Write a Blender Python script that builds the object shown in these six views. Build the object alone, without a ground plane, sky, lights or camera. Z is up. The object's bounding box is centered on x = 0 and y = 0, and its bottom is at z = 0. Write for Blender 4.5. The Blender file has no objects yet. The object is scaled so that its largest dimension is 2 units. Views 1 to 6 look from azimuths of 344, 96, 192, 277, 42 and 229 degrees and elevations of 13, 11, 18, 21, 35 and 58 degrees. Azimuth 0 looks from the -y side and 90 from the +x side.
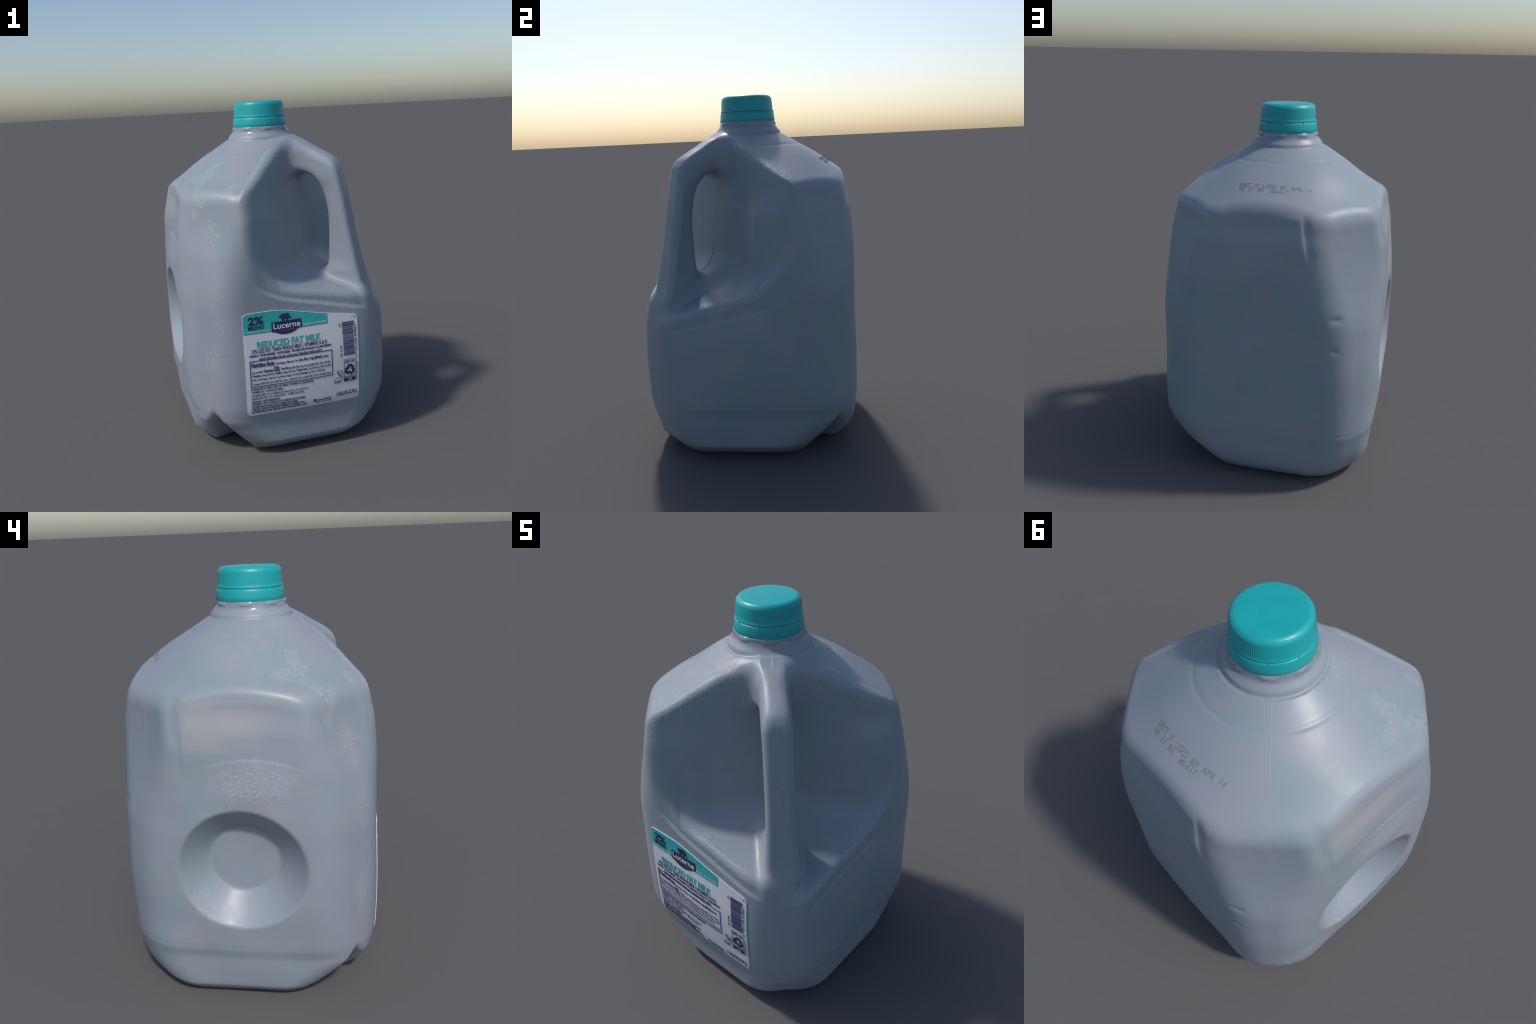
"""A one gallon plastic milk jug with a pinched-in corner handle, a screw cap and a printed label.
The moulded jug is one implicit shape (walls, conical roof, handle, recess, finger dish, feet),
meshed once and split at its natural borders; cap, label and lettering are built on top of it."""
import bpy, bmesh, math, random
import numpy as np

STEP = 0.0065
S2 = 0.5 ** 0.5

def smax(a, b, k):
    h = np.maximum(k - np.abs(a - b), 0.0) / k
    return np.maximum(a, b) + h * h * k * 0.25

def smin(a, b, k):
    h = np.maximum(k - np.abs(a - b), 0.0) / k
    return np.minimum(a, b) - h * h * k * 0.25

def sstep(a, b, x):
    t = np.clip((x - a) / (b - a), 0.0, 1.0)
    return t * t * (3 - 2 * t)

def curve(knots, vals):
    """Smooth monotone cubic through (knots, vals) -> function."""
    x = np.asarray(knots, float); y = np.asarray(vals, float)
    d = np.diff(y) / np.diff(x)
    m = np.empty_like(y); m[0] = d[0]; m[-1] = d[-1]
    w1 = 2 * np.diff(x)[1:] + np.diff(x)[:-1]; w2 = np.diff(x)[1:] + 2 * np.diff(x)[:-1]
    ok = d[:-1] * d[1:] > 0
    with np.errstate(divide='ignore', invalid='ignore'):
        hm = (w1 + w2) / (w1 / d[:-1] + w2 / d[1:])
    m[1:-1] = np.where(ok, hm, 0.0)
    def f(q):
        q = np.clip(q, x[0], x[-1])
        i = np.clip(np.searchsorted(x, q, side='right') - 1, 0, len(x) - 2)
        h = x[i + 1] - x[i]; t = (q - x[i]) / h
        t2 = t * t; t3 = t2 * t
        return (y[i] * (2 * t3 - 3 * t2 + 1) + m[i] * h * (t3 - 2 * t2 + t) + y[i + 1] * (3 * t2 - 2 * t3) + m[i + 1] * h * (t3 - t2))
    return f

# ---------------------------------------------------------------- shape of the jug
ZK = [0.0, 0.04, 0.10, 0.18, 0.26, 0.34, 0.60, 0.90, 1.15, 1.35, 1.48, 1.60]      # heights of the wall stations
ZH = [0.0, 0.04, 0.10, 0.18, 0.26, 0.34, 0.50, 0.75, 0.85, 0.95, 1.05, 1.25, 1.45, 1.58, 1.64]
RK = [0.207, 0.27, 0.306, 0.40, 0.51, 0.60, 0.80]                                 # radii of the roof stations
P0 = dict(
    wxp=[0.471, 0.5247, 0.5815, 0.5877, 0.5936, 0.6074, 0.614, 0.611, 0.6004, 0.5806, 0.5639, 0.5572],
    wxm=[0.4694, 0.5128, 0.5584, 0.5668, 0.5717, 0.5909, 0.6098, 0.61, 0.5933, 0.5766, 0.5551, 0.5515],
    wyp=[0.4864, 0.5311, 0.5682, 0.5864, 0.5948, 0.6008, 0.6031, 0.6, 0.6006, 0.5896, 0.5637, 0.5608],
    wym=[0.459, 0.5157, 0.5623, 0.5629, 0.5729, 0.5839, 0.585, 0.5764, 0.5766, 0.571, 0.5527, 0.552],
    dA=[0.5044, 0.5267, 0.5806, 0.6477, 0.7017, 0.7081, 0.7047, 0.6987, 0.662, 0.6165, 0.5923, 0.5804],
    dB=[0.5848, 0.6095, 0.6518, 0.6867, 0.7078, 0.723, 0.7256, 0.7075, 0.656, 0.624, 0.6089, 0.5983],
    dC=[0.5156, 0.5518, 0.6033, 0.6734, 0.7194, 0.7403, 0.7269, 0.7221, 0.6823, 0.632, 0.6014, 0.6077],
    dD=[0.567, 0.6028, 0.653, 0.685, 0.7151, 0.7253, 0.7313, 0.7168, 0.6885, 0.6499, 0.6238, 0.5799, 0.5409, 0.5126, 0.4993],
    roof=[1.773, 1.7325, 1.7095, 0.662],
    htop=[1.7828, 1.7628, 1.7086, 1.6653, 1.6451],
    hw=[0.09, 0.078, 0.068, 0.066],
    ks=[0.075, 0.045],
)

def prepare(P):
    Q = {k: curve(ZK, P[k]) for k in ('wxp', 'wxm', 'wyp', 'wym', 'dA', 'dB', 'dC')}
    Q['dD'] = curve(ZH, P['dD'])
    z0, z1, z2, slope = P['roof']
    Q['roof'] = curve(RK, [z0, z1, z2] + [z2 - slope * (r - RK[2]) for r in RK[3:]])
    Q['htop'] = curve([.2, .27, .383, .478, .56], P['htop'])
    Q['hw'] = curve([.75, 1.0, 1.25, 1.6], P['hw'])
    Q['ks'] = P['ks']
    return Q

def bump(x, w):
    return np.exp(-(x / w) ** 2)

LIP_L = curve([-.25, -.185, -.09, .12, .332, .45], [1.03, .985, .940, .890, .839, .81])   # lower line under the ledge, label side
WALL_L = curve([0, .12, .25, .40, .52, .62], [.267, .262, .254, .241, .222, .195])   # wall behind the handle, either side of its ridge
WALL_R = curve([0, .12, .25, .40, .546, .64], [.267, .262, .258, .250, .215, .180])
LIP_R = curve([-.45, -.147, .115, .25], [.735, .801, .863, .93])

def field(p, Q):
    """Signed distance (roughly) to the jug without its cap; negative inside."""
    x, y, z = p[..., 0], p[..., 1], p[..., 2]
    h = (x - y) * S2                      # towards the handle
    t = (x + y) * S2                      # along the wall behind the handle
    at0 = np.abs(t)
    kd, kr = Q['ks']
    kd = kd - .025 * sstep(1.05, 1.40, z)
    # four walls, with the step under the handle ledge
    stepL = .011 * sstep(-.012, .012, z - LIP_L(x)) * sstep(-.27, -.16, x) * sstep(.44, .36, x)
    stepR = .006 * sstep(-.012, .012, z - LIP_R(y)) * sstep(.22, .08, y) * sstep(-.46, -.38, y)
    fold = .0008 * bump(z - .337, .010)
    wxm = Q['wxm'](z)
    # finger panel under the shoulder: hollow eave, then the panel leans out
    fade = sstep(-.32, .05, y)
    top = 1.512 - .55 * y * y                                  # arched top edge of the panel
    pan = sstep(.262, .242, y) * fade * sstep(1.16, 1.30, z)
    wxm = wxm + .005 * pan - .0065 * pan * np.clip((z - 1.30) / (top - 1.30), 0, 1) * sstep(top + .038, top - .004, z)     # leaning bevel under an undercut
    wxm = wxm - .012 * bump(y - .288, .030) * sstep(1.28, 1.38, z) * sstep(1.55, 1.50, z)
    arch = 1.262 - .9 * (y + .03) ** 2                         # second, fainter arch over the dish
    wxm = wxm + .0022 * sstep(arch + .008, arch - .008, z) * sstep(.26, .14, np.abs(y + .03)) * sstep(1.0, 1.12, z)
    wxm = wxm - .021 * sstep(.10, .40, y) * sstep(.26, .50, z) * sstep(1.2, .95, z)
    wxm = wxm + .013 * bump(y + .04, .22) * bump(z - .25, .13) + .007 * bump(y + .05, .18) * bump(z - 1.12, .10)
    cx = -.187 - .19 * np.clip(1.487 - z, 0, .4)               # vertical crease at the edge of the back face
    win = sstep(1.24, 1.36, z) * sstep(1.53, 1.49, z)
    wyp = Q['wyp'](z) + .005 * sstep(cx - .018, cx + .002, x) * bump(np.maximum(x - cx, 0), .09) * win - .003 * bump(x - cx + .030, .025) * win
    wyp = wyp + .008 * bump(x, .32) * bump(z - .09, .10)
    wxp = Q['wxp'](z) - .014 * sstep(-.15, .02, z - LIP_R(y)) * sstep(.22, .02, y) * sstep(-.46, -.36, y) - .017 * sstep(.24, -.28, y) * sstep(.16, .66, z) * sstep(1.10, .85, z)
    wym = Q['wym'](z) + .024 * bump(x - .05, .31) * bump(z - .50, .27)
    sx = smax(x - (wxp - stepR - fold), -x - (wxm - fold), .05)
    sy = smax(y - (wyp - fold), -y - (wym - stepL), .05)
    side = smax(sx, sy, kd)
    dg = smax(-t - Q['dA'](z), t - Q['dC'](z), .05)
    dB = Q['dB'](z)
    dg = smax(dg, -h - (dB - fold), .05)
    side = smax(side, dg, kd)
    out = h - Q['dD'](z)
    body = smax(side, out, .07)
    # conical roof with a raised collar pad
    r = np.hypot(x, y - .006)
    pad = .007 * sstep(.155, .178, h) * sstep(.27, .31, r) + .010 * bump(r - .40, .11) * sstep(.08, -.20, h) * sstep(-.12, .20, y) - .008 * bump(r - .47, .12) * sstep(.12, .38, -x)
    roof = (z - Q['roof'](r) - pad + .0022 * bump(r - .297, .010) * sstep(.19, .14, h)) * .8
    body = smax(body, roof, kr)
    # underside: push-up, and valleys that part the feet at two corners
    under = .045 * np.clip(1 - (r / .40) ** 2, 0, 1)
    body = smax(body, under - z, .03)
    ah = np.sqrt(h * h + .0002)
    for s, top, reach, fall, lean in ((-t, .315, .715, .66, 1.25), (t, .272, .735, .58, 1.15)):
        val = (z - (top - fall * (reach - s)) + lean * ah) * .62
        body = smax(body, -smax(val, .12 - s, .05), .030)
    val = (z - (.10 - .55 * (.66 - h)) + .9 * np.sqrt(t * t + .0003)) * .7
    body = smax(body, -smax(val, .2 - h, .05), .03)
    # recess either side of the handle: slanting wall behind, ledge below
    at = np.sqrt(t * t + .00006)
    rise = 1.35 - z
    foot = 4.5 * np.clip(1.14 - z, 0, .2) ** 2 * bump(t - .03, .12) - .03 * np.clip(z - 1.33, 0, .3) * bump(t, .2)
    wl = WALL_L(at) + foot + .115 * rise + .010 * sstep(.28, .42, at) * sstep(1.50, 1.35, z)
    wr = WALL_R(at) + foot + .095 * rise + .026 * sstep(.28, .44, at) * sstep(1.50, 1.35, z)
    wall = np.where(t < 0, wl, wr)
    lm = sstep(-.07, .07, t)
    ledge = (1 - lm) * (1.004 - (h - .30) * .28) + lm * (.990 - (h - .30) * .44 - .018 * sstep(.20, .38, t)) + .7 * np.maximum(at0 - .47, 0)
    rec = smax(wall - h, (ledge - z) * .9, .10)
    body = smax(body, -rec, .030)
    # handle
    hw = Q['hw'](z) + .11 * np.clip((.34 - h) / .2, 0, 1) ** 2
    hw = hw - .16 * np.clip(Q['dD'](z) - .035 - h, 0, .07) * sstep(1.56, 1.46, z) * sstep(1.0, 1.08, z)
    han = smax(smax(at0 - hw, out, .04), (z - Q['htop'](h) + .38 * np.maximum(at0 - .05, 0)) * .9, .06)
    han = smax(han, .16 - h, .02)
    han = smax(han, .80 - z, .14)
    outer = .434 - .06 * np.clip((z - 1.30) / .25, 0, 1.3) ** 2
    hole = smax(smax(h - outer, 1.000 - z, .08), z - 1.58, .10)
    han = smax(han, -hole, .05)
    body = smin(body, han, .05)
    # round finger dish
    rd = np.hypot(y - .020, z - .745)
    s = x + .612
    dish = smax((rd - (.299 - s * 1.03)) * .70, s - .133, .010)
    body = smax(body, -dish, .009)
    # dents near the back corner
    dent = np.sqrt((x + .385) ** 2 + ((y - .575) * 1.0) ** 2 + ((z - 1.0) * 1.8) ** 2)
    body = body + .005 * bump(dent, .030)
    dent = np.sqrt((x + .385) ** 2 + (y - .59) ** 2 + ((z - .835) * 1.2) ** 2)
    body = body + .003 * bump(dent, .022)
    ringd = np.sqrt((x + .399) ** 2 + (y - .438) ** 2 + ((z - 1.446) * .8) ** 2)
    body = body + .002 * bump(ringd, .014) - .001 * bump(ringd - .024, .008)
    # slight unevenness of the blown wall
    body = body + .0012 * (np.sin(9 * x + 4 * z) * np.sin(8 * z + 5 * y) + np.sin(13 * y - 6 * z + 1) * np.sin(12 * x + 7 * z + 2)) * sstep(.0, .08, z)
    # neck: flared skirt, then a clear ring with lugs under the cap
    neck = smax(r - .161, z - 1.853, .008)
    fl = smax((r - (.161 + (1.826 - z) * .90)) * .76, r - .192, .008)
    a = np.arctan2(y - .006, x)
    lug = .006 * sstep(-.6, 1.0, np.cos(a * 8 + .4)) * bump(z - 1.838, .009)
    neck = neck - lug
    fl = smax(fl, 1.70 - z, .01)
    neck = smax(neck, 1.70 - z, .01)
    body = smin(body, smin(neck, fl, .015), .012)
    return body

# ---------------------------------------------------------------- meshing the field
def gradient(p, Q, e=.0012):
    g = np.empty_like(p)
    for i in range(3):
        d = np.zeros(3); d[i] = e
        g[:, i] = (field(p + d, Q) - field(p - d, Q)) / (2 * e)
    return g

def isosurface(Q, lo, hi, step, k=4):
    """Surface nets on a fine grid that is evaluated only near the surface."""
    n = [int(np.ceil((hi[i] - lo[i]) / (step * k))) for i in range(3)]
    ax = [lo[i] + step * k * np.arange(n[i] + 1) for i in range(3)]
    F = np.empty((n[0] + 1, n[1] + 1, n[2] + 1))
    for i, xv in enumerate(ax[0]):
        Y, Z = np.meshgrid(ax[1], ax[2], indexing='ij')
        F[i] = field(np.stack([np.full_like(Y, xv), Y, Z], -1), Q)
    c = .5 * (F[:-1, :-1, :-1] + F[1:, 1:, 1:])
    near = np.abs(c) < step * k * 2.6
    for dx in (0, 1):
        for dy in (0, 1):
            for dz in (0, 1):
                s = F[dx:dx + n[0], dy:dy + n[1], dz:dz + n[2]]
                near |= (s < 0) != (F[:-1, :-1, :-1] < 0)
    m = [v * k for v in n]
    G = np.repeat(np.repeat(np.repeat(np.where(c < 0, -1., 1.), k, 0), k, 1), k, 2).astype(np.float32)
    cells = np.argwhere(near)
    off = np.stack(np.meshgrid(*[np.arange(k)] * 3, indexing='ij'), -1).reshape(-1, 3)
    for s in range(0, len(cells), 6000):
        idx = (cells[s:s + 6000, None] * k + off[None]).reshape(-1, 3)
        G[idx[:, 0], idx[:, 1], idx[:, 2]] = field(np.array(lo) + idx * step, Q)
    inside = G < 0
    cnt = np.zeros([v - 1 for v in m], np.int8)
    for dx in (0, 1):
        for dy in (0, 1):
            for dz in (0, 1):
                cnt += inside[dx:m[0] - 1 + dx, dy:m[1] - 1 + dy, dz:m[2] - 1 + dz]
    act = (cnt > 0) & (cnt < 8)
    ids = np.full(act.shape, -1, np.int64)
    ci = np.argwhere(act)
    ids[act] = np.arange(len(ci))
    acc = np.zeros((len(ci), 3)); num = np.zeros(len(ci))
    corners = [(a, b, d) for a in (0, 1) for b in (0, 1) for d in (0, 1)]
    for a in corners:
        for ax_i in range(3):
            if a[ax_i] == 0:
                b = list(a); b[ax_i] = 1
                fa = G[ci[:, 0] + a[0], ci[:, 1] + a[1], ci[:, 2] + a[2]]
                fb = G[ci[:, 0] + b[0], ci[:, 1] + b[1], ci[:, 2] + b[2]]
                x = (fa < 0) != (fb < 0)
                w = np.where(x, fa / np.where(x, fa - fb, 1), 0)
                pt = np.array(a, float)[None] + np.zeros((len(ci), 3)); pt[:, ax_i] += w
                acc[x] += pt[x]; num[x] += 1
    verts = np.array(lo) + (ci + acc / num[:, None]) * step
    quads = []
    for axis in range(3):
        u, v = (axis + 1) % 3, (axis + 2) % 3
        sl0 = [slice(1, s - 1) for s in m]; sl1 = [slice(1, s - 1) for s in m]
        sl1[axis] = slice(2, m[axis])
        A, B = inside[tuple(sl0)], inside[tuple(sl1)]
        e = np.argwhere(A != B) + 1
        e = e[np.all(e < np.array(m) - 1, 1)]
        flip = inside[e[:, 0], e[:, 1], e[:, 2]]
        q = []
        for du, dv in ((-1, -1), (0, -1), (0, 0), (-1, 0)):
            o = np.zeros(3, int); o[u] = du; o[v] = dv
            j = e + o; q.append(ids[j[:, 0], j[:, 1], j[:, 2]])
        q = np.stack(q, 1)
        q[~flip] = q[~flip][:, ::-1]
        quads.append(q[np.all(q >= 0, 1)])
    quads = np.concatenate(quads)
    for it in range(3):
        g = gradient(verts, Q); f = field(verts, Q)
        mv = -(f / np.maximum((g * g).sum(1), .2))[:, None] * g
        verts = verts + np.clip(mv, -step, step)
    g = gradient(verts, Q, .0025)
    return verts, quads, g / np.maximum(np.linalg.norm(g, axis=1), 1e-6)[:, None]

Q = prepare(P0)
ROOT = bpy.data.objects.new('plastic_milk_jug', None)
ROOT.empty_display_size = .1
bpy.context.scene.collection.objects.link(ROOT)
ROOT['label'] = 'translucent blue grey plastic milk jug with teal screw cap and paper label'
ROOT['category'] = 'milk jug'

def link(ob, parent, mat=None, kind=None):
    bpy.context.scene.collection.objects.link(ob)
    ob.parent = parent
    if mat is not None:
        ob.data.materials.clear(); ob.data.materials.append(mat)
    if kind:
        ob['kind'] = kind
    return ob

def make_mesh(name, verts, faces, smooth=True):
    me = bpy.data.meshes.new(name)
    me.from_pydata([tuple(map(float, v)) for v in verts], [], [tuple(map(int, f)) for f in faces])
    me.update()
    me.polygons.foreach_set('use_smooth', [smooth] * len(me.polygons))
    return me

# ---------------------------------------------------------------- materials
class Nodes:
    def __init__(self, name):
        self.m = bpy.data.materials.new(name); self.m.use_nodes = True
        self.t = self.m.node_tree; self.bsdf = self.t.nodes['Principled BSDF']
        self.co = self.t.nodes.new('ShaderNodeTexCoord').outputs['Object']
    def put(self, sock, v):
        if isinstance(v, bpy.types.NodeSocket): self.t.links.new(v, sock)
        else: sock.default_value = v
    def node(self, kind, props=None, **ins):
        n = self.t.nodes.new(kind)
        for k, v in (props or {}).items(): setattr(n, k, v)
        for k, v in ins.items():
            self.put(n.inputs[int(k[1:])] if k[0] == '_' else n.inputs[k], v)
        return n
    def math(self, op, a, b=0.0, clamp=False):
        return self.node('ShaderNodeMath', dict(operation=op, use_clamp=clamp), _0=a, _1=b).outputs[0]
    def noise(self, scale, detail=3, rough=.5, vec=None, out='Fac', distort=0):
        n = self.node('ShaderNodeTexNoise', None, Vector=vec or self.co, Scale=scale, Detail=detail, Roughness=rough, Distortion=distort)
        return n.outputs[out]
    def step(self, v, a, b, lo=0.0, hi=1.0):
        return self.node('ShaderNodeMapRange', dict(interpolation_type='SMOOTHSTEP'), _0=v, _1=a, _2=b, _3=lo, _4=hi).outputs[0]
    def mix(self, f, a, b):
        n = self.node('ShaderNodeMix', dict(data_type='RGBA'))
        self.put(n.inputs[0], f); self.put(n.inputs[6], a); self.put(n.inputs[7], b)
        return n.outputs[2]
    def ball(self, centre, radius, soft, warped, squash=(1, 1, 1)):
        """1 inside a soft ellipsoid, 0 outside."""
        d = self.node('ShaderNodeVectorMath', dict(operation='SUBTRACT'), _0=warped, _1=centre).outputs[0]
        d = self.node('ShaderNodeVectorMath', dict(operation='DIVIDE'), _0=d, _1=squash).outputs[0]
        l = self.node('ShaderNodeVectorMath', dict(operation='LENGTH'), _0=d).outputs['Value']
        return self.step(l, radius + soft, radius - soft)
    def any(self, masks):
        o = masks[0]
        for m in masks[1:]: o = self.math('MAXIMUM', o, m)
        return o

def rgba(c): return (c[0], c[1], c[2], 1.0)

def plastic_material():
    N = Nodes('frosted_plastic')
    big = N.noise(3.1, 4, .6); mid = N.noise(9.0, 4, .65); fine = N.noise(60, 3, .6)
    col = N.mix(N.step(big, .36, .64), rgba(BODY_A), rgba(BODY_B))
    col = N.mix(N.math('MULTIPLY', N.step(mid, .46, .68), .65), col, rgba(BODY_C))
    wn = N.node('ShaderNodeVectorMath', dict(operation='SUBTRACT'), _0=N.noise(16, 5, .7, out='Color'), _1=(.5, .5, .5)).outputs[0]
    wn = N.node('ShaderNodeVectorMath', dict(operation='SCALE'), _0=wn, Scale=.16).outputs[0]
    W = N.node('ShaderNodeVectorMath', dict(operation='ADD'), _0=N.co, _1=wn).outputs[0]
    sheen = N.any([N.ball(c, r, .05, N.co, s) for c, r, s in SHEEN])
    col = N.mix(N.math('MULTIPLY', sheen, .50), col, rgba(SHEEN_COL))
    # milk foam left on the inside of the wall
    foam = N.any([N.ball(c, r, .018, W, s) for c, r, s in FOAM])
    film = N.any([N.ball(c, r, .035, W, s) for c, r, s in FILM])
    cell = N.node('ShaderNodeTexVoronoi', dict(feature='DISTANCE_TO_EDGE'), Vector=W, Scale=55.0, Randomness=1.0).outputs['Distance']
    net = N.step(cell, .22, .04)
    col = N.mix(N.math('MULTIPLY', foam, N.math('ADD', N.math('MULTIPLY', net, .46), .10)), col, rgba(FOAM_COL))
    speck = N.step(N.noise(80, 2, .6), .52, .68)
    frost = N.any([N.ball(c, r, .05, W, s) for c, r, s in FROST])
    spark = N.step(N.noise(150, 2, .5), .54, .66)
    col = N.mix(N.math('MULTIPLY', N.math('MULTIPLY', frost, spark), .55), col, rgba(FOAM_COL))
    col = N.mix(N.math('MULTIPLY', film, N.math('ADD', N.math('MULTIPLY', speck, .30), .10)), col, rgba(FOAM_COL))
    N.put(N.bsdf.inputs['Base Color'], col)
    N.put(N.bsdf.inputs['Roughness'], N.step(N.noise(5, 3, .6), .3, .7, .36, .48))
    N.bsdf.inputs['IOR'].default_value = 1.42
    # fine relief: orange peel everywhere, frost in the grip panel and along the recess edges, a mould seam
    sep = N.node('ShaderNodeSeparateXYZ', None, Vector=N.co)
    tt = N.math('ADD', sep.outputs[0], sep.outputs[1])
    seam = N.step(N.math('ABSOLUTE', N.math('SUBTRACT', tt, 0.0)), .007, .001)
    hgt = N.math('ADD', N.math('MULTIPLY', N.noise(28, 3, .5), .08), N.math('MULTIPLY', N.noise(170, 2, .5), N.math('ADD', N.math('MULTIPLY', frost, .8), .04)))
    hgt = N.math('ADD', hgt, N.math('MULTIPLY', seam, .06))
    hgt = N.math('ADD', hgt, N.math('MULTIPLY', N.math('MULTIPLY', foam, net), .30))
    b = N.node('ShaderNodeBump', None, Strength=.55, Distance=.006, Height=hgt)
    N.put(N.bsdf.inputs['Normal'], b.outputs[0])
    return N.m

def neck_material():
    N = Nodes('clear_neck_plastic')
    v = N.noise(30, 3, .6)
    col = N.mix(N.step(v, .35, .65), rgba(BODY_A), rgba(tuple(c * .86 for c in BODY_B)))
    N.put(N.bsdf.inputs['Base Color'], col)
    N.bsdf.inputs['Roughness'].default_value = .12
    N.bsdf.inputs['IOR'].default_value = 1.5
    return N.m

def cap_material():
    N = Nodes('teal_cap_plastic')
    v = N.noise(14, 3, .6)
    N.put(N.bsdf.inputs['Base Color'], N.mix(N.step(v, .3, .7), rgba(CAP_A), rgba(CAP_B)))
    N.bsdf.inputs['Roughness'].default_value = .38
    b = N.node('ShaderNodeBump', None, Strength=.25, Distance=.002, Height=N.noise(160, 2, .5))
    N.put(N.bsdf.inputs['Normal'], b.outputs[0])
    return N.m

def ink(name, c, rough=.45, var=.12, alpha=None):
    N = Nodes(name)
    v = N.noise(45, 3, .6)
    N.put(N.bsdf.inputs['Base Color'], N.mix(N.step(v, .3, .7), rgba(c), rgba(tuple(min(1, k * (1 - var)) for k in c))))
    N.bsdf.inputs['Roughness'].default_value = rough
    return N.m

BODY_A, BODY_B, BODY_C = (.228, .286, .326), (.262, .286, .342), (.272, .292, .324)
FOAM_COL = (.40, .435, .47)
SHEEN_COL = (.350, .336, .345)      # warm glossy highlight on the finger panel, painted into the base colour
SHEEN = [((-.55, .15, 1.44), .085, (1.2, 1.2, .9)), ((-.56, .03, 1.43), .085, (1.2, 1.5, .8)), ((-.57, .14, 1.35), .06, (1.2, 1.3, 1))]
CAP_A, CAP_B = (.008, .335, .352), (.009, .355, .372)
FOAM = [((-.355, -.205, 1.635), .045, (1, 1, 1)), ((-.40, -.235, 1.60), .045, (1, 1, 1)), ((-.452, -.18, 1.59), .035, (1, 1.6, .7)),
        ((-.455, -.265, 1.567), .035, (1, 1, 1)), ((-.475, -.31, 1.53), .030, (1, 1, 1)), ((-.455, -.365, 1.48), .042, (1, 1, 1.1)),
        ((-.50, -.354, 1.41), .022, (1, 1, 1.6)), ((-.445, -.445, 1.315), .045, (1, 1, 1.5)), ((-.445, -.47, 1.22), .026, (1, 1, 2.0)),
        ((-.30, -.445, 1.563), .030, (1.1, 1, .8))]
FILM = [((-.165, -.14, 1.757), .06, (1.2, 1.2, .6)), ((-.59, -.05, 1.17), .10, (1, 1.6, .9)), ((-.595, -.15, 1.05), .05, (1, 1.2, 1)),
        ((-.435, -.545, .88), .045, (1, 1, 5.0)), ((-.47, -.52, .62), .05, (1, 1, 2.2)), ((-.60, .17, .60), .09, (1, .8, 1.3)), ((-.57, .07, .53), .05, (1, 1.3, .8)),
        ((-.565, .24, 1.33), .03, (1, 1, 2)), ((.11, .215, 1.753), .05, (1.3, 1, .6))]
FROST = [((-.59, -.05, 1.15), .10, (1, 1.5, .9)),
         ((0, -.29, 1.70), .07, (1.3, 1, 1)), ((-.08, -.36, 1.645), .06, (1.2, 1.2, 1)), ((-.17, -.44, 1.56), .06, (1.2, 1.2, 1)), ((-.22, -.49, 1.47), .05, (1, 1, 1.4)),
         ((.32, .0, 1.69), .07, (1, 1.4, 1)), ((.40, .12, 1.62), .06, (1.2, 1.2, 1)), ((.48, .22, 1.55), .06, (1, 1.2, 1)),
         ((.0, -.57, .955), .05, (4, 1, 1)), ((.22, -.58, .91), .05, (3, 1, .9)), ((.57, -.2, .845), .06, (1, 3.5, 1)), ((.54, .1, .93), .06, (1, 2.5, 1)), ((.47, -.33, .86), .07, (1.3, 1.3, 1.2)),
         ((.42, -.40, 1.45), .05, (1, 1, 5)), ((-.27, .46, .13), .07, (1.2, 1, 1.8)), ((.50, .45, .22), .09, (1, 1, 1))]
PLASTIC, NECK, CAPM = plastic_material(), neck_material(), cap_material()
PAPER = ink('label_paper', (.60, .61, .66), .5, .05)
TEAL = ink('teal_print', (.035, .40, .40), .42, .15)
NAVY = ink('navy_print', (.018, .025, .085), .45, .2)
NAVY2 = ink('navy_small_print', (.055, .062, .155), .5, .2)
WHITE = ink('white_print', (.60, .62, .68), .5, .05)
GREYINK = ink('date_ink', (.205, .228, .254), .6, .25)

# ---------------------------------------------------------------- the moulded jug, split at its natural borders
V, F, NRM = isosurface(Q, (-.68, -.68, -.03), (.68, .68, 1.90), STEP)
cen = V[F].mean(1)
ch, ct = (cen[:, 0] - cen[:, 1]) * S2, (cen[:, 0] + cen[:, 1]) * S2
cr = np.hypot(cen[:, 0], cen[:, 1] - .006)
handle = (np.abs(ct) < .118) & (ch > .318 + .10 * (1.35 - cen[:, 2]) + .02) & (cen[:, 2] > .99) & (cr > .28)
neck = (cen[:, 2] > 1.818) & ~handle
base = cen[:, 2] < .337
region = np.where(handle, 1, np.where(neck, 2, np.where(base, 3, 0)))
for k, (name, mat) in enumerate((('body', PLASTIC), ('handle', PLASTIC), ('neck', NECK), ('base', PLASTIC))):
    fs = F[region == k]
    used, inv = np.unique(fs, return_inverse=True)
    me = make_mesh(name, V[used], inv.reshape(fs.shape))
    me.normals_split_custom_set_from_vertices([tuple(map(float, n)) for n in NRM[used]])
    link(bpy.data.objects.new(name, me), ROOT, mat)

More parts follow.
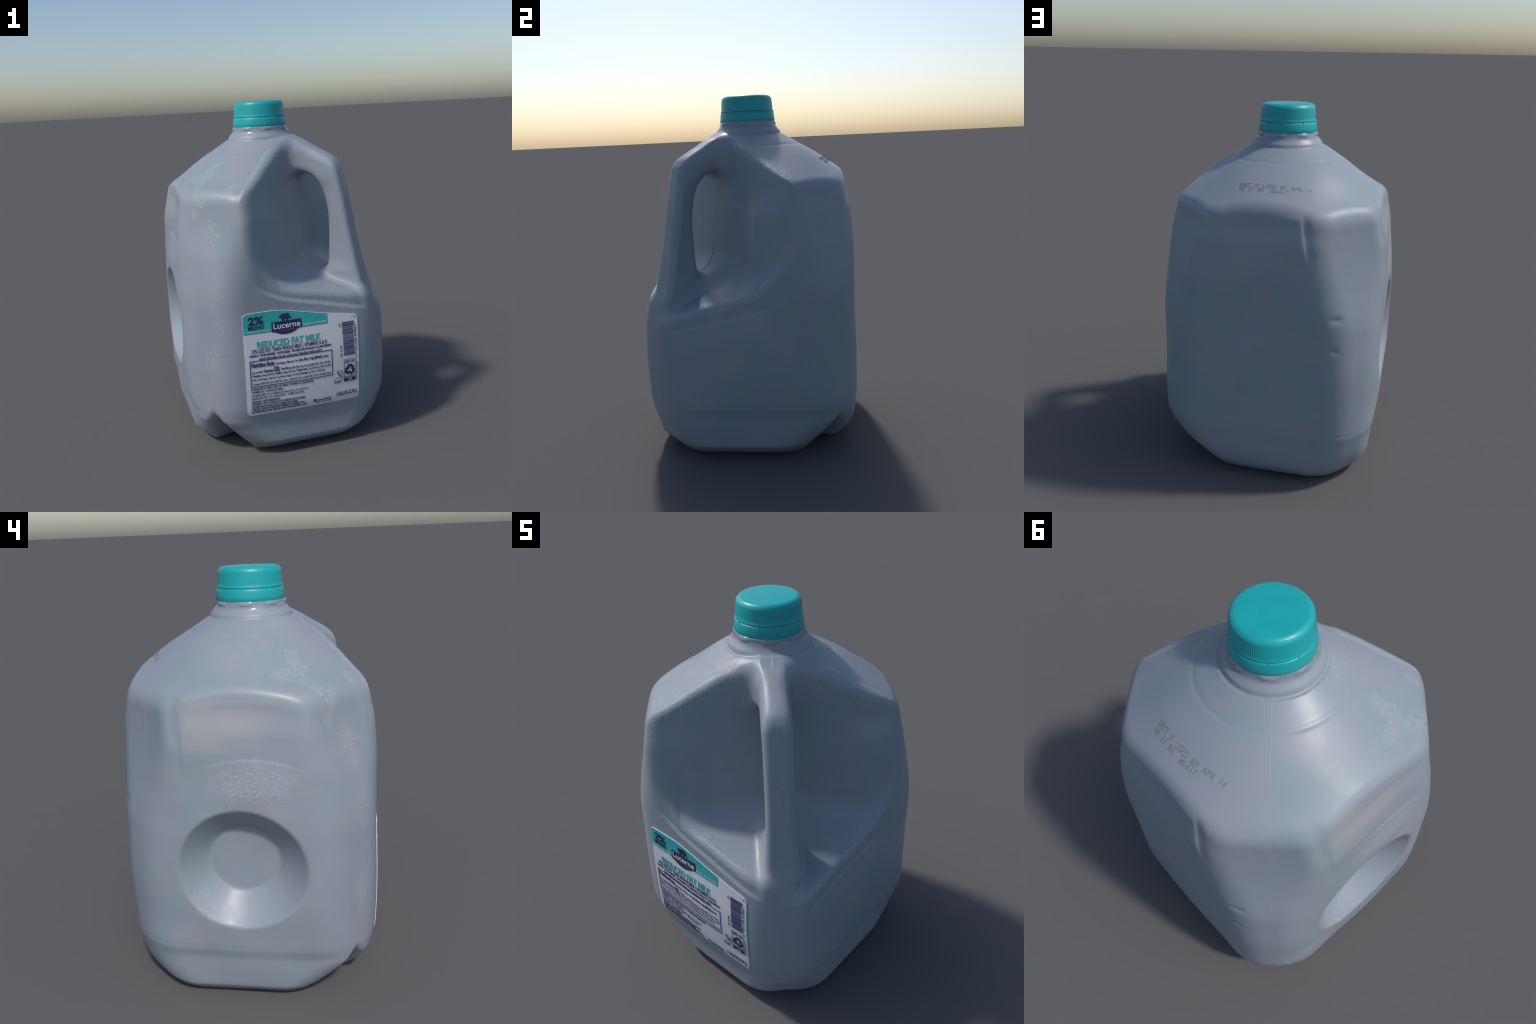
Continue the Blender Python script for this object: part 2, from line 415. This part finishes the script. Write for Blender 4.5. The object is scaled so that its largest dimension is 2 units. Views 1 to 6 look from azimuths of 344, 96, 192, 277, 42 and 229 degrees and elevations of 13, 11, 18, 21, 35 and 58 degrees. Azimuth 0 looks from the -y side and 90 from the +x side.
# ---------------------------------------------------------------- cap: a lathe with fine ribs, and its tamper band
def lathe(name, profile, centre, ribs=0, rib=0.0, seg=240, ribz=(0, 0)):
    v, f = [], []
    for (r, z) in profile:
        for i in range(seg):
            a = 2 * math.pi * i / seg
            q = r + (rib * math.cos(a * ribs) if ribz[0] < z < ribz[1] else 0)
            v.append((centre[0] + q * math.cos(a), centre[1] + q * math.sin(a), z))
    n = len(profile)
    for j in range(n - 1):
        for i in range(seg):
            k = (i + 1) % seg
            f.append((j * seg + i, j * seg + k, (j + 1) * seg + k, (j + 1) * seg + i))
    f.append([(n - 1) * seg + i for i in range(seg)])
    f.append([i for i in range(seg)][::-1])
    return make_mesh(name, v, f)

def rounded(r0, z0, r1, z1, n=8):
    """Quarter round from the side (r0, z0) over to the top (r1, z1)."""
    return [(r1 + (r0 - r1) * math.cos(a), z0 + (z1 - z0) * math.sin(a)) for a in [math.pi / 2 * i / n for i in range(n + 1)]]

CAPC = (-.001, .007)
prof = [(.146, 1.9055), (.1510, 1.9055), (.1530, 1.908), (.1530, 1.911), (.1502, 1.916), (.1495, 1.925), (.1485, 1.94), (.147, 1.96)] + rounded(.1463, 1.970, .120, 1.9975, 10) + [(.10, 1.9985), (.05, 1.9998), (.001, 2.0)]
cap = link(bpy.data.objects.new('cap', lathe('cap', prof, CAPC, 120, .00025, 480, (1.916, 1.965))), ROOT, CAPM)
prof = [(.150, 1.848), (.1575, 1.848), (.1595, 1.851), (.1585, 1.870), (.1565, 1.890), (.1545, 1.9010), (.1525, 1.9036), (.147, 1.9040)]
band = link(bpy.data.objects.new('tamper_band', lathe('tamper_band', prof, CAPC)), cap, CAPM)
prof = [(.1475, 1.90), (.1475, 1.915)]
core = [(.1470, 1.852), (.1512, 1.898), (.1508, 1.909), (.1470, 1.913)]
link(bpy.data.objects.new('cap_groove', lathe('cap_groove', core, CAPC)), cap, CAPM)
tie = []
for i in range(9):
    a = 2 * math.pi * (i + .35) / 9
    me = bmesh.new(); bmesh.ops.create_icosphere(me, subdivisions=2, radius=.0035)
    d = bpy.data.meshes.new('cap_bridge') if i == 0 else tie[0].data
    if i == 0:
        me.to_mesh(d); d.polygons.foreach_set('use_smooth', [True] * len(d.polygons))
    me.free()
    ob = bpy.data.objects.new('cap_bridge', d)
    ob.location = (CAPC[0] + .1535 * math.cos(a), CAPC[1] + .1535 * math.sin(a), 1.9030)
    tie.append(link(ob, cap, CAPM if i == 0 else None))

# ---------------------------------------------------------------- paper label on the flat side
GX, GZ = np.linspace(-.36, .38, 75), np.linspace(.26, .92, 67)
gx, gz = np.meshgrid(GX, GZ, indexing='ij')
lo, hi = np.full(gx.shape, -.72), np.full(gx.shape, -.35)
for _ in range(22):
    md = .5 * (lo + hi)
    ins = field(np.stack([gx, md, gz], -1), Q) < 0
    hi = np.where(ins, md, hi); lo = np.where(ins, lo, md)
SURF = .5 * (lo + hi)

def face_y(x, z):
    a = np.clip((np.asarray(x) - GX[0]) / (GX[1] - GX[0]), 0, len(GX) - 1.001); b = np.clip((np.asarray(z) - GZ[0]) / (GZ[1] - GZ[0]), 0, len(GZ) - 1.001)
    i, j = a.astype(int), b.astype(int); a, b = a - i, b - j
    return (SURF[i, j] * (1 - a) + SURF[i + 1, j] * a) * (1 - b) + (SURF[i, j + 1] * (1 - a) + SURF[i + 1, j + 1] * a) * b

TOP = curve([-.3275, -.3255, -.320, -.308, -.290, -.159, -.101, .004, .16, .300, .322, .333, .340, .343], [.862, .870, .8765, .881, .8825, .885, .879, .858, .827, .804, .8005, .796, .788, .778])
LEFT, RIGHT, FLOOR = -.3275, .343, .289

def corner_round(x, r=.022):
    """How far the lower edge rises near the label's rounded corners."""
    d = np.minimum(x - LEFT, RIGHT - x)
    return np.where(d < r, r - np.sqrt(np.maximum(r * r - (r - d) ** 2, 0)), 0)

def sheet(name, x0, x1, bottom, top, lift, nx=64, nz=48, skirt=.004, slant=0.0):
    """A thin sheet of paper or print, laid on the jug's side between two edge curves."""
    u = .5 - .5 * np.cos(np.linspace(0, np.pi, nx)); xs = x0 + (x1 - x0) * u
    v, f = [], []
    for back in (0, 1):
        for x in xs:
            zb, zt = float(bottom(x)), float(top(x))
            for j in range(nz):
                z = zb + (zt - zb) * j / (nz - 1)
                xx = x + slant * (z - .3)
                v.append((xx, float(face_y(xx, z)) - lift + back * skirt, z))
    o = nx * nz
    for i in range(nx - 1):
        for j in range(nz - 1):
            a, b = i * nz + j, (i + 1) * nz + j
            f.append((a, b, b + 1, a + 1)); f.append((o + a, o + a + 1, o + b + 1, o + b))
    rim = [i * nz for i in range(nx)] + [(nx - 1) * nz + j for j in range(1, nz)] + [i * nz + nz - 1 for i in range(nx - 2, -1, -1)] + [j for j in range(nz - 2, 0, -1)]
    for a, b in zip(rim, rim[1:] + rim[:1]):
        f.append((b, a, o + a, o + b))
    return make_mesh(name, v, f, smooth=False)

LIFT = .0035
label = link(bpy.data.objects.new('label', sheet('label', LEFT, RIGHT, lambda x: FLOOR + corner_round(x), TOP, LIFT)), ROOT, PAPER)
link(bpy.data.objects.new('colour_band', sheet('colour_band', -.3265, .160, lambda x: .768, lambda x: TOP(x) - .0015, LIFT + .0012, 50, 14, .001)), label, TEAL)

def plate(name, pts, lift, mat, parent=label, hole=None):
    """A flat printed shape from its outline, laid on the label."""
    bm = bmesh.new()
    vs = [bm.verts.new((x, 0, z)) for x, z in pts]
    es = [bm.edges.new((vs[i], vs[(i + 1) % len(vs)])) for i in range(len(vs))]
    if hole:
        hv = [bm.verts.new((x, 0, z)) for x, z in hole]
        es += [bm.edges.new((hv[i], hv[(i + 1) % len(hv)])) for i in range(len(hv))]
    bmesh.ops.triangle_fill(bm, edges=es, use_beauty=True)
    bmesh.ops.subdivide_edges(bm, edges=[e for e in bm.edges if e.calc_length() > .03], cuts=2, use_grid_fill=True)
    ext = bmesh.ops.extrude_face_region(bm, geom=bm.faces[:])
    back = {e for e in ext['geom'] if isinstance(e, bmesh.types.BMVert)}
    for v in bm.verts:
        v.co.y = float(face_y(v.co.x, v.co.z)) - lift + (.0008 if v in back else 0)
    bmesh.ops.recalc_face_normals(bm, faces=bm.faces[:])
    me = bpy.data.meshes.new(name); bm.to_mesh(me); bm.free()
    return link(bpy.data.objects.new(name, me), parent, mat)

def text_points(text, bold=0.0, res=2, spacing=1.0):
    """Triangles of a line of lettering in the plane; cap height 1, baseline 0."""
    cu = bpy.data.curves.new('lettering', 'FONT')
    cu.body = text; cu.size = 1.0; cu.resolution_u = res; cu.offset = bold; cu.extrude = .01; cu.space_character = spacing
    ob = bpy.data.objects.new('lettering', cu)
    bpy.context.scene.collection.objects.link(ob)
    me = bpy.data.meshes.new_from_object(ob.evaluated_get(bpy.context.evaluated_depsgraph_get()))
    co = np.empty(len(me.vertices) * 3); me.vertices.foreach_get('co', co); co = co.reshape(-1, 3)
    fs = [tuple(p.vertices) for p in me.polygons]
    bpy.data.objects.remove(ob); bpy.data.curves.remove(cu); bpy.data.meshes.remove(me)
    return co, fs

CAPH = .729

class Print:
    """Collects lines of lettering into one mesh on the label."""
    def __init__(self): self.v, self.f, self.n = [], [], 0
    def line(self, text, x0, x1, z0, z1, bold=0.0, res=2, turn=False, bow=0.0):
        co, fs = text_points(text, bold, res)
        a, b = co[:, 0].min(), co[:, 0].max()
        u = (co[:, 0] - a) / (b - a); w = co[:, 1] / CAPH
        if turn:                     # reads upwards: along z, letters' tops to the left
            zz = z0 + (z1 - z0) * u; xx = x1 - (x1 - x0) * w
        else:
            xx = x0 + (x1 - x0) * u; zz = z0 + (z1 - z0) * w + bow * (1 - (2 * u - 1) ** 2)
        front = co[:, 2] > 0
        yy = face_y(xx, zz) - np.where(front, self.lift, self.lift - .0009)
        self.v.append(np.stack([xx, yy, zz], 1)); self.f += [tuple(i + self.n for i in q) for q in fs]; self.n += len(co)
        return self
    def words(self, parts, x0, x1, z0, z1, res=1):
        """A line whose words alternate between plain and bold: [(text, bold), ...] sharing the width by length."""
        tot = sum(len(t) * (1.12 if b else 1.0) for t, b in parts) + len(parts) - 1
        x = x0
        for t, b in parts:
            w = (x1 - x0) * len(t) * (1.12 if b else 1.0) / tot
            self.line(t, x, x + w, z0, z0 + (z1 - z0) * (1.08 if b else 1.0), .040 if b else 0.012, res)
            x += w + (x1 - x0) / tot
        return self
    def done(self, name, mat, parent=label, kind='stuff'):
        return link(bpy.data.objects.new(name, make_mesh(name, np.concatenate(self.v), self.f, False)), parent, mat, kind)
Print.lift = LIFT + .0022

def prt(lift=None):
    p = Print()
    if lift: p.lift = lift
    return p

prt(LIFT + .0028).line('2%', -.298, -.213, .820, .864, .034, 4).done('percent_lettering', NAVY, kind=None)
prt(LIFT + .0028).line('MILKFAT', -.300, -.209, .793, .813, .034, 3).done('milkfat_lettering', NAVY, kind=None)
prt(LIFT + .0028).line('VITAMIN A & D ADDED', -.322, -.176, .775, .784, .004, 1).line('FROM OUR FARMS', .014, .150, .778, .788, .004, 1).done('band_lettering', WHITE)
badge = plate('badge', [(-.168, .819), (.005, .820), (.008, .776), (-.015, .769), (-.034, .757), (-.060, .748), (-.088, .745), (-.110, .747), (-.128, .752), (-.148, .761), (-.168, .765)], LIFT + .0026, NAVY)
prt(LIFT + .0042).line('Lucerne', -.158, -.002, .780, .813, .012, 4).done('brand_lettering', WHITE, kind=None)
prt(LIFT + .0042).line('DAIRY FARMS', -.128, -.034, .764, .771, .004, 1).done('badge_lettering', ink('pale_navy_print', (.10, .13, .26), .5)) 
plate('cow_silhouette', [(-.126, .843), (-.121, .849), (-.113, .850), (-.109, .857), (-.098, .860), (-.080, .858), (-.070, .862), (-.066, .858), (-.062, .850), (-.060, .842), (-.054, .836), (-.050, .832), (-.052, .828), (-.060, .829), (-.067, .832), (-.072, .828), (-.073, .819), (-.080, .819), (-.081, .828), (-.090, .829), (-.097, .828), (-.098, .819), (-.105, .819), (-.107, .829), (-.113, .833), (-.115, .842), (-.120, .840)], LIFT + .0030, NAVY)

prt().line('REDUCED FAT MILK', -.257, .113, .686, .723, .028, 4).done('title_lettering', TEAL, kind=None)
prt().line('37% LESS FAT THAN WHOLE MILK | VITAMINS A & D', -.289, .147, .658, .681, 0.010, 2).done('tagline_lettering', NAVY2, kind=None)
p = prt()
p.line('GRADE A \u2022 HOMOGENIZED \u2022 PASTEURIZED \u2022 FAT REDUCED FROM 8g TO 5g PER SERVING', -.303, .172, .639, .652, .030, 1)
p.line('MADE WITH MILK FROM COWS NOT TREATED WITH rBST**', -.249, .113, .616, .6295, .030, 1)
p.done('claims_lettering', NAVY2)

def frame(name, x0, x1, z0, z1, w, mat):
    out = [(x0, z0), (x1, z0), (x1, z1), (x0, z1)]
    o = []
    for a, b in (((x0, z0), (x1, z0 + w)), ((x0, z1 - w), (x1, z1)), ((x0, z0 + w), (x0 + w, z1 - w)), ((x1 - w, z0 + w), (x1, z1 - w))):
        o.append((a, b))
    v, f = [], []
    for (ax_, az), (bx, bz) in o:
        nx = max(2, int((bx - ax_) / .03) + 2); nz = max(2, int((bz - az) / .03) + 2)
        me = sheet('tmp', ax_, bx, lambda x: az, lambda x: bz, LIFT + .0022, nx, nz, .001)
        k = len(v); v += [tuple(q.co) for q in me.vertices]; f += [tuple(i + k for i in q.vertices) for q in me.polygons]
        bpy.data.meshes.remove(me)
    return link(bpy.data.objects.new(name, make_mesh(name, v, f, False)), label, mat)

frame('facts_frame', -.304, .176, .4625, .6165, .0042, NAVY2)
p = prt()
p.line('Nutrition Facts', -.294, -.167, .579, .605, .045, 2)
p.line('Servings: About 16,', -.160, -.030, .580, .594, 0.016, 1).line('Serv. Size: 1 cup (240mL),', -.026, .115, .580, .596, 0.042, 1).line('Amount', .119, .150, .580, .594, 0.016, 1)
p.line('per serving:', -.293, -.236, .545, .558, 0.016, 1).line('Calories', -.231, -.176, .543, .560, 0.044, 1).line('130,', -.170, -.136, .542, .570, 0.046, 2)
p.line('Total Fat', -.131, -.085, .545, .558, 0.042, 1).line('5g (6% DV), Sat. Fat 3g (16% DV), Trans Fat 0g,', -.081, .161, .544, .556, 0.016, 1)
p.words([('Cholest.', 1), ('20mg (7% DV),', 0), ('Sodium', 1), ('135mg (6% DV),', 0), ('Total Carb.', 1), ('13g (5% DV), Fiber 0g (0%', 0)], -.293, .164, .523, .535)
p.words([('DV), Total Sugars 12g (Incl. 0g Added Sugars, 0% DV),', 0), ('Protein', 1), ('9g, Vit. D (15% DV),', 0)], -.293, .129, .501, .513)
p.line('Calcium (25% DV), Iron (0% DV), Potas. (10% DV), Vit. A (10% DV). % DV = % Daily Value', -.293, .164, .476, .488, 0.017, 1)
p.done('nutrition_lettering', NAVY2)
p = prt()
for txt, x1, z, b in (('INGREDIENTS: REDUCED FAT MILK, VITAMIN A PALMITATE,', .055, .445, .008), ('VITAMIN D3. CONTAINS: MILK.', -.121, .427, .008),
                      ('DISTRIBUTED BY: LUCERNE FOODS, INC., P.O. BOX 99', .023, .407, .002), ('PLEASANTON, CA 94566-0009   1-888-723-3929', -.004, .389, .002),
                      ('PERISHABLE \u2022 KEEP REFRIGERATED', -.141, .369, .012), ('USE WITHIN 7 DAYS OF OPENING. DO NOT FREEZE IN THE CONTAINER.', .006, .353, .010),
                      ('PROCESSED AND PACKAGED AT PLANT STAMPED ON CONTAINER.', -.037, .337, .010), ('**THE FDA STATES: NO SIGNIFICANT DIFFERENCE HAS BEEN SHOWN', .002, .322, .010),
                      ('BETWEEN MILK FROM TREATED AND NON-TREATED COWS.', .020, .306, .010)):
    p.line(txt, -.304, x1, z, z + .0122, b * 1.4 + .006, 1)
p.done('fine_print_lettering', NAVY2)
p = prt()
p.line('1 GALLON (3.78 L)', .196, .329, .324, .350, .014, 2)
p.line('smartlabel', .082, .165, .317, .330, .016, 2).line('Scan for info', .070, .169, .3045, .314, .014, 1)
p.done('volume_lettering', NAVY2)
plate('info_disc', [(.067 + .0095 * math.cos(a), .323 + .0095 * math.sin(a)) for a in [2 * math.pi * i / 20 for i in range(20)]], LIFT + .0022, NAVY2)

# bar code: bars lie across, stacked up the label
rng = random.Random(7)
z = .566; n = 0; bar_parent = None
while z < .762:
    w = rng.choice((.0018, .0018, .0034, .0050)); gap = rng.choice((.0022, .0022, .0036))
    x0 = .249 - .006 * (z - .566) / .2; x1 = (.314 if .590 < z < .740 else .322) - .004 * (z - .566) / .2 - 0.0
    me = sheet('barcode_bar', x0, x1, lambda x: z, lambda x: z + w, LIFT + .0022, 4, 2, .001)
    link(bpy.data.objects.new('barcode_bar', me), label, NAVY2)
    z += w + gap
p = prt()
p.line('21130 07067', .316, .330, .592, .740, .008, 2, True).line('0', .320, .332, .548, .558, .008, 2, True).line('1', .318, .330, .783, .787, .008, 2, True)
p.line('RD', .224, .233, .738, .758, .01, 1, True).line('RD 22148', .226, .236, .564, .628, .01, 1, True)
p.line('how2recycle', .324, .332, .410, .518, .006, 1, True)
p.done('barcode_lettering', NAVY2)

# recycling panel
frame('recycle_frame', .247, .3205, .406, .542, .0022, NAVY2)
plate('recycle_foot', [(.249, .408), (.3185, .408), (.3185, .427), (.249, .427)], LIFT + .0024, NAVY)
prt().line('PLASTIC', .251, .317, .430, .440, .014, 1).done('recycle_lettering', NAVY2)
prt(LIFT + .0040).line('JUG', .272, .296, .413, .423, .01, 1).done('recycle_foot_lettering', WHITE)
prt().line('RINSE', .255, .282, .529, .536, .01, 1).line('& REPLACE', .251, .284, .519, .526, .01, 1).line('CAP', .288, .312, .519, .534, .015, 1).done('recycle_note_lettering', NAVY2)
def arrow(k):
    """One of the bent, folded arrows around the recycling triangle."""
    a = math.radians(90 + 120 * k); c = (.284, .4755)
    loc = [(-.0195, .0065), (-.0085, .0265), (.010, .0265), (.0160, .0185), (.0205, .0205), (.0195, .0050), (.0060, .0105), (.0095, .0125), (.0050, .0150), (-.0030, .0120), (-.0075, .0010)]
    b = a - math.pi / 2
    return [(c[0] + 1.22 * (x * math.cos(b) - y * math.sin(b)), c[1] + 1.22 * (x * math.sin(b) + y * math.cos(b))) for x, y in loc]
for k in range(3):
    plate('recycle_arrow', arrow(k), LIFT + .0024, NAVY)
# dairy mark beside it: a folded letter D with a K
def stroke(name, pts, w, mat, closed=True):
    """Printed outline of constant width along a polyline."""
    v, f = [], []
    n = len(pts)
    for i in range(n if closed else n - 1):
        (ax_, az), (bx, bz) = pts[i], pts[(i + 1) % n]
        L = math.hypot(bx - ax_, bz - az); dx, dz = (bx - ax_) / L * w / 2, (bz - az) / L * w / 2
        q = [(ax_ - dx - dz, az - dz + dx), (ax_ - dx + dz, az - dz - dx), (bx + dx + dz, bz + dz - dx), (bx + dx - dz, bz + dz + dx)]
        k = len(v); li = LIFT + .0022 + .00012 * (i % 3)
        v += [(x, float(face_y(x, z)) - li, z) for x, z in q] + [(x, float(face_y(x, z)) - li + .001, z) for x, z in q]
        f += [(k, k + 1, k + 2, k + 3), (k + 7, k + 6, k + 5, k + 4)] + [(k + a, k + 4 + a, k + 4 + (a + 1) % 4, k + (a + 1) % 4) for a in range(4)]
    me = make_mesh(name, v, f, False)
    bm = bmesh.new(); bm.from_mesh(me); bmesh.ops.recalc_face_normals(bm, faces=bm.faces[:]); bm.to_mesh(me); bm.free()
    return link(bpy.data.objects.new(name, me), label, mat)
stroke('dairy_mark', [(.204, .480), (.234, .477), (.238, .471), (.238, .442), (.234, .424), (.186, .408), (.190, .424), (.194, .434), (.232, .440)], .0022, NAVY2)
stroke('dairy_mark', [(.204, .480), (.202, .463), (.236, .460)], .0022, NAVY2, False)
prt().line('K', .214, .224, .446, .458, .02, 1).line('DAIRY', .188, .230, .406, .416, .01, 1).done('dairy_lettering', NAVY2)

# ---------------------------------------------------------------- date code jetted on the roof
def roof_lettering(name, text, start, end, up, height, sag, mat):
    co, fs = text_points(text, -.012, 2)
    a, b = co[:, 0].min(), co[:, 0].max()
    u = (co[:, 0] - a) / (b - a); w = co[:, 1] / CAPH * height
    s, e, upv = np.array(start), np.array(end), np.array(up)
    p = s + u[:, None] * (e - s) + w[:, None] * upv + (1 - (2 * u - 1) ** 2)[:, None] * np.array(sag)
    for _ in range(4):
        g = gradient(p, Q, .004)
        p = p - (field(p, Q) / np.maximum((g * g).sum(1), .3))[:, None] * g
    g = gradient(p, Q, .004); g /= np.linalg.norm(g, axis=1)[:, None]
    p = p + g * np.where(co[:, 2] > 0, .0012, -.001)[:, None]
    return link(bpy.data.objects.new(name, make_mesh(name, p, fs, False)), ROOT, mat)
UP = (0.0, -.85, .53)
roof_lettering('date_lettering', 'BEST  IF  USED  BY  APR  14', (.147, .436, 1.612), (-.212, .428, 1.598), UP, .026, (0, .018, 0), GREYINK)
roof_lettering('date_lettering', '08  27  B6', (.145, .462, 1.597), (.015, .474, 1.600), UP, .026, (0, .004, 0), GREYINK)
roof_lettering('date_lettering', '#0417', (-.022, .478, 1.597), (-.105, .474, 1.594), UP, .026, (0, .002, 0), GREYINK)
